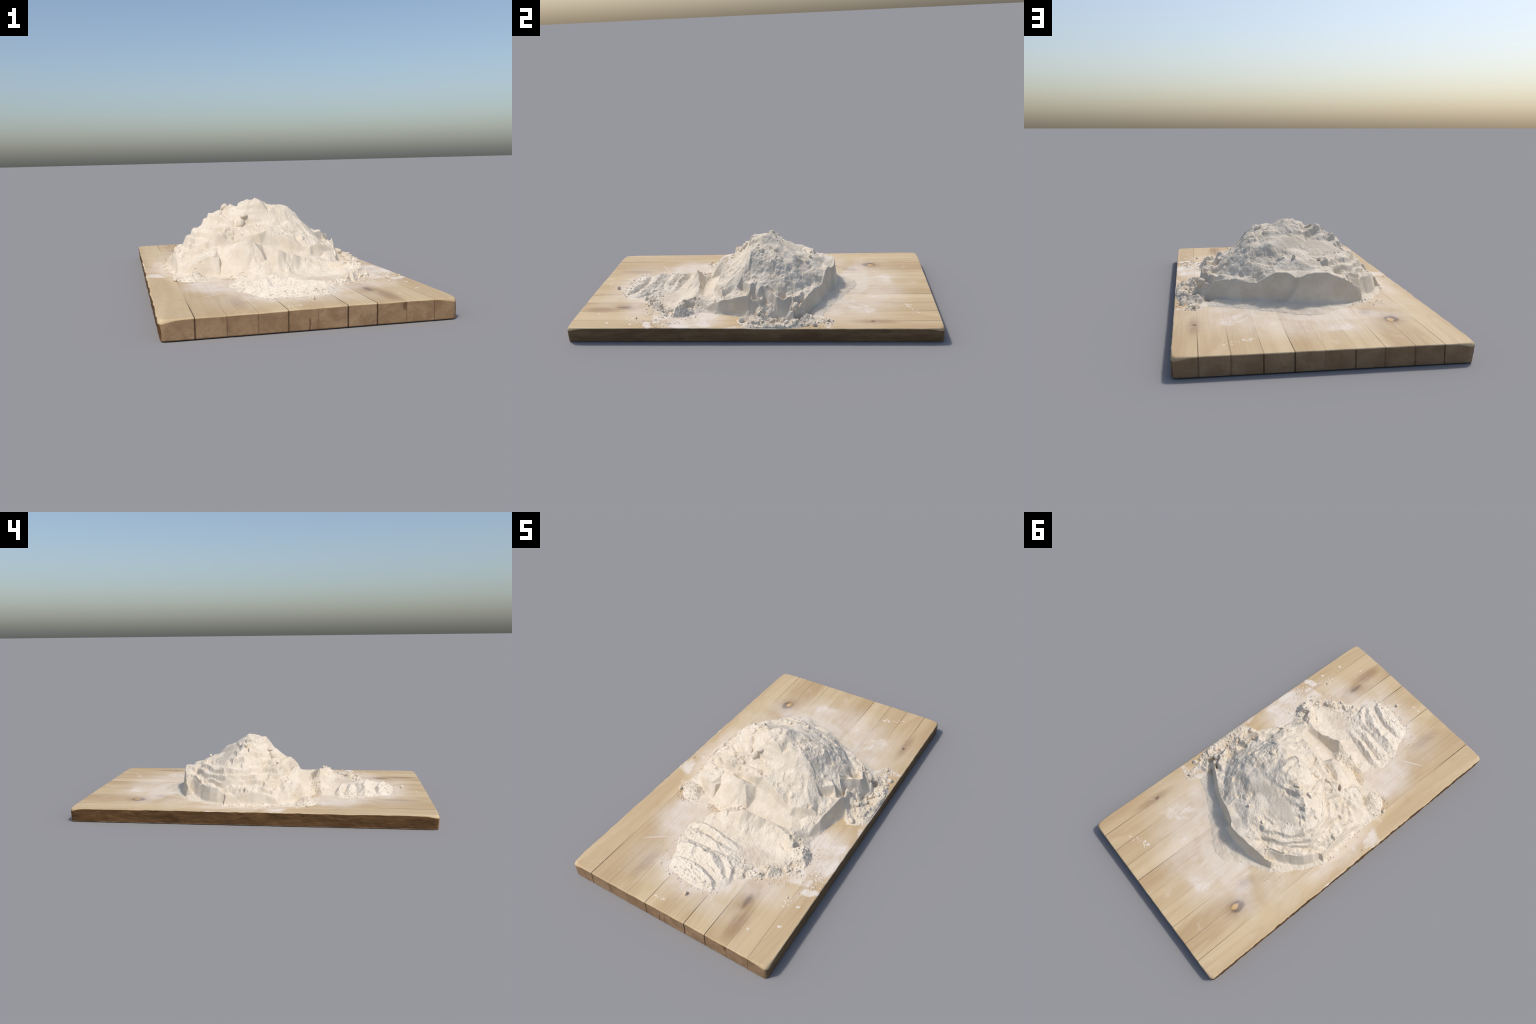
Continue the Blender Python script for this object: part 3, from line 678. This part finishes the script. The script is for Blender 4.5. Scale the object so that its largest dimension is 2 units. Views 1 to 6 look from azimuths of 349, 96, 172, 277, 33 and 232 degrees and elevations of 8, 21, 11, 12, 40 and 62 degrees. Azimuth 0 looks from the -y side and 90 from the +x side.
def plank(i):
    a0, b0, a1, b1 = SEAMS_FRONT[i], SEAMS_FRONT[i + 1], SEAMS_BACK[i], SEAMS_BACK[i + 1]
    first, last = i == 0, i == len(SEAMS_FRONT) - 2
    gap = 0.0001
    us = spaced(0, 1, 8, .16, 7); vs = spaced(0, 1, 150, .014, 8)
    zs = np.array([0, .05, .13, .3, .45, .6, .72, .82, .90, .96, 1.0])
    verts, index, faces, slots = [], {}, [], []
    nu, nv, nw = len(us), len(vs), len(zs)
    def vid(a, b, c):
        k = (a, b, c)
        if k not in index:
            index[k] = len(verts)
            v = vs[b]
            xl, xr = a0 + (a1 - a0) * v + (0 if first else gap), b0 + (b1 - b0) * v - (0 if last else gap)
            # small chamfer along the glue lines
            z = zs[c] * TOP
            if c == nw - 1 and ((a == 0 and not first) or (a == nu - 1 and not last)):
                z -= .0002
            verts.append((xl + (xr - xl) * us[a], Y_FRONT + (Y_BACK - Y_FRONT) * v, z))
        return index[k]
    def quad(p, q, r, s, slot):
        faces.append((vid(*p), vid(*q), vid(*r), vid(*s))); slots.append(slot)
    for a in range(nu - 1):
        for b in range(nv - 1):
            quad((a, b, nw - 1), (a + 1, b, nw - 1), (a + 1, b + 1, nw - 1), (a, b + 1, nw - 1), 0)
            quad((a, b, 0), (a, b + 1, 0), (a + 1, b + 1, 0), (a + 1, b, 0), 1)
        for c in range(nw - 1):
            quad((a, 0, c), (a + 1, 0, c), (a + 1, 0, c + 1), (a, 0, c + 1), 1)
            quad((a, nv - 1, c), (a, nv - 1, c + 1), (a + 1, nv - 1, c + 1), (a + 1, nv - 1, c), 1)
    for b in range(nv - 1):
        for c in range(nw - 1):
            quad((0, b, c), (0, b, c + 1), (0, b + 1, c + 1), (0, b + 1, c), 2)
            quad((nu - 1, b, c), (nu - 1, b + 1, c), (nu - 1, b + 1, c + 1), (nu - 1, b, c + 1), 2)
    pts = shape_board(np.array(verts))
    # the plank's own frame: origin under its middle, y along the grain
    cf, cb = Vector(((a0 + b0) / 2, Y_FRONT)), Vector(((a1 + b1) / 2, Y_BACK))
    mid = (cf + cb) / 2
    ang = -math.atan2(cb.x - cf.x, cb.y - cf.y)
    c, s = math.cos(-ang), math.sin(-ang)
    q = pts - np.array([mid.x, mid.y, 0])
    local = np.stack([q[:, 0] * c - q[:, 1] * s, q[:, 0] * s + q[:, 1] * c, q[:, 2]], 1)
    ob = mesh_object('plank', local, faces, [FACE, END, SIDE_E if last else SIDE_W], BOARD, (mid.x, mid.y, 0), ang, slots=slots)
    ob.data.set_sharp_from_angle(angle=math.radians(50))
    ob['tone'] = TONES[i]; ob['end_tone'] = ENDS[i]; ob['grain_shift'] = float(i) * 1.37 + .4
    ob['half_width'] = float(((b0 - a0) + (b1 - a1)) / 4)
    ob['seam_left'] = SEAM_FRONT_DARK[i]; ob['seam_right'] = SEAM_FRONT_DARK[i + 1]
    ob['back_seam_left'] = SEAM_BACK_DARK[i]; ob['back_seam_right'] = SEAM_BACK_DARK[i + 1]

for i in range(len(SEAMS_FRONT) - 1):
    plank(i)

# ----------------------------------------------------------------------------- the flour meshes
FLOUR = flour_material()

def flour_meshes():
    H = HEIGHT
    a, b = np.gradient(H, STEP)
    n = np.stack([-a, -b, np.ones_like(a)], -1); n /= np.linalg.norm(n, axis=-1, keepdims=True)
    c = np.maximum.reduce([H[:-1, :-1], H[1:, :-1], H[:-1, 1:], H[1:, 1:]])
    keep = c > board_top(GX[:-1, :-1], GY[:-1, :-1]) - 0.0015
    cx, cy = GX[:-1, :-1], GY[:-1, :-1]
    # which part a face belongs to
    wob = .012 * fbm(cx, cy, 18, 2, 301)
    smear = (cy + wob < -.335) & (cx > -.24)
    rubble = (cx + wob > .425) & (cy > -.12) & (cy < .46)
    rubble |= (cx + wob > .402) & (cy > .26) & (cy < .46)
    clump = (cx + wob > .315) & (cy + wob < -.335) & (cy > -.52)
    heap = (cx < -.24) & (cy + wob < -.285)
    for name, mask in (('mound', keep & ~smear & ~rubble & ~clump & ~heap), ('furrowed_flour', keep & smear & ~clump & ~heap),
                       ('crumbled_edge', keep & rubble & ~clump), ('loose_heap', keep & clump), ('loose_heap', keep & heap)):
        ii, jj = np.nonzero(mask)
        m = H.shape[1]
        quads = np.stack([ii * m + jj, (ii + 1) * m + jj, (ii + 1) * m + jj + 1, ii * m + jj + 1], 1)
        used, inv = np.unique(quads, return_inverse=True)
        inv = inv.reshape(quads.shape)
        P = np.stack([GX.ravel()[used], GY.ravel()[used], H.ravel()[used] - TOP], 1)
        N = n.reshape(-1, 3)[used]
        mesh_object(name, P, inv.tolist(), [FLOUR], HEAP, normals=N)

flour_meshes()

# ----------------------------------------------------------------------------- loose lumps and crumbs
import bmesh
def lump_mesh(k, planes_n=9, keep=0.0):
    r = random.Random(900 + k)
    bm = bmesh.new()
    bmesh.ops.create_icosphere(bm, subdivisions=3, radius=1.0)
    planes = []
    for _ in range(planes_n):
        d = Vector((r.gauss(0, 1), r.gauss(0, 1), r.gauss(0, 1))).normalized()
        planes.append((d, r.uniform(.60 + keep, .92)))
    for v in bm.verts:
        p = v.co.copy()
        for d, h in planes:
            o = p.dot(d) - h
            if o > 0:
                p -= d * o * .85
        q = np.array([p.x, p.y]); 
        j = perlin(np.array([p.x * 2.3 + p.z * 1.7]), np.array([p.y * 2.3 - p.z * 1.1]), 40 + k)[0]
        f = perlin(np.array([p.x * 6 + p.z * 4]), np.array([p.y * 6 - p.z * 5]), 60 + k)[0]
        v.co = p * (1 + .09 * j + .035 * f)
    me = bpy.data.meshes.new('flour_lump')
    bm.to_mesh(me)
    bm.free()
    me.polygons.foreach_set('use_smooth', [True] * len(me.polygons))
    me.materials.append(FLOUR)
    return me

SHAPES = [lump_mesh(k) for k in range(8)]
ROUND = lump_mesh(9, 5, .22)
R = random.Random(5)
def add_lump(x, y, size, sink=.35, me=None):
    me = me or SHAPES[R.randrange(len(SHAPES))]
    ob = bpy.data.objects.new('flour_lump', me)
    z = surface_z(x, y)
    ob.location = (x, y, z - TOP + size * (1 - sink) * .8)
    ob.rotation_euler = (R.uniform(0, 6.3), R.uniform(0, 6.3), R.uniform(0, 6.3))
    ob.scale = (size * R.uniform(.8, 1.25), size * R.uniform(.8, 1.25), size * R.uniform(.65, 1.0))
    ob.parent = HEAP
    COLL.objects.link(ob)

# single pieces that stand out; those in ALONE lie free and are rounder
ALONE = {(-.086, -.088), (-.066, -.070), (.041, -.864), (-.425, -.314)}
for x, y, s, k in ((-.086, -.088, .021, .55), (-.066, -.070, .016, .55), (-.147, .060, .014, .3), (.008, .302, .011, .2), (-.108, .300, .009, .2),
                   (.041, -.864, .0095, .05), (.455, .406, .011, .05), (-.425, -.314, .010, .15), (.283, -.614, .0065, .05), (-.523, -.065, .0045, .1),
                   (.422, .230, .022, .9), (.452, .040, .016, .9), (.404, .262, .013, .9), (.392, -.420, .012, .9), (.375, -.385, .010, .9), (.441, -.640, .006, .1)):
    add_lump(x, y, s, k, ROUND if (x, y) in ALONE else None)
def scatter(n, cx, cy, rx, ry, deg, s0, s1):
    c, s = math.cos(math.radians(deg)), math.sin(math.radians(deg))
    for _ in range(n):
        t, q = R.uniform(0, 6.283), math.sqrt(R.random())
        u, v = rx * q * math.cos(t), ry * q * math.sin(t)
        x, y = cx + u * c - v * s, cy + u * s + v * c
        if x > east_edge(y) - .008 or x < west_edge(y) + .01:
            continue
        add_lump(x, y, s0 * (s1 / s0) ** (R.random() ** 2), R.uniform(.6, .95))
scatter(34, .480, .16, .058, .22, 0, .004, .020)
scatter(22, .380, -.410, .045, .085, 10, .004, .011)
scatter(26, .270, -.580, .120, .030, 35, .004, .010)
scatter(8, -.345, -.315, .065, .050, 0, .003, .007)
scatter(8, .30, -.345, .05, .03, 0, .004, .008)

def crumbs():
    """Grains too small to pick apart singly, joined into one part."""
    verts, faces = [], []
    bm = bmesh.new(); bmesh.ops.create_icosphere(bm, subdivisions=1, radius=1.0)
    base = np.array([v.co[:] for v in bm.verts]); tri = [[v.index for v in f.verts] for f in bm.faces]
    bm.free()
    zones = [(190, .49, .17, .065, .26), (160, .40, -.42, .06, .12), (150, .27, -.59, .15, .05), (130, .02, -.79, .17, .035), (120, -.17, -.62, .05, .17), (150, -.35, -.31, .09, .075),
             (90, .50, -.50, .05, .12), (110, -.43, .0, .03, .22), (110, -.13, -.345, .10, .03), (70, -.30, .41, .10, .05), (80, .0, .05, .33, .28), (60, .46, .40, .03, .04)]
    for n, cx, cy, rx, ry in zones:
        for _ in range(n):
            t, q = R.uniform(0, 6.283), math.sqrt(R.random())
            x, y = cx + rx * q * math.cos(t), cy + ry * q * math.sin(t)
            if x > east_edge(y) - .006 or x < west_edge(y) + .008:
                continue
            s = R.uniform(.0012, .0026) if R.random() < .7 else R.uniform(.0026, .0048)
            z = surface_z(x, y) - TOP + s * .35
            k = np.array([R.uniform(.75, 1.3), R.uniform(.75, 1.3), R.uniform(.6, 1.0)]) * s
            jig = np.array([[R.uniform(.75, 1.2)] for _ in range(len(base))])
            o = len(verts)
            verts.extend((base * jig * k + np.array([x, y, z])).tolist())
            faces.extend([[o + i for i in f] for f in tri])
    ob = mesh_object('flour_crumbs', verts, faces, [FLOUR], HEAP)
    ob['kind'] = 'stuff'

crumbs()
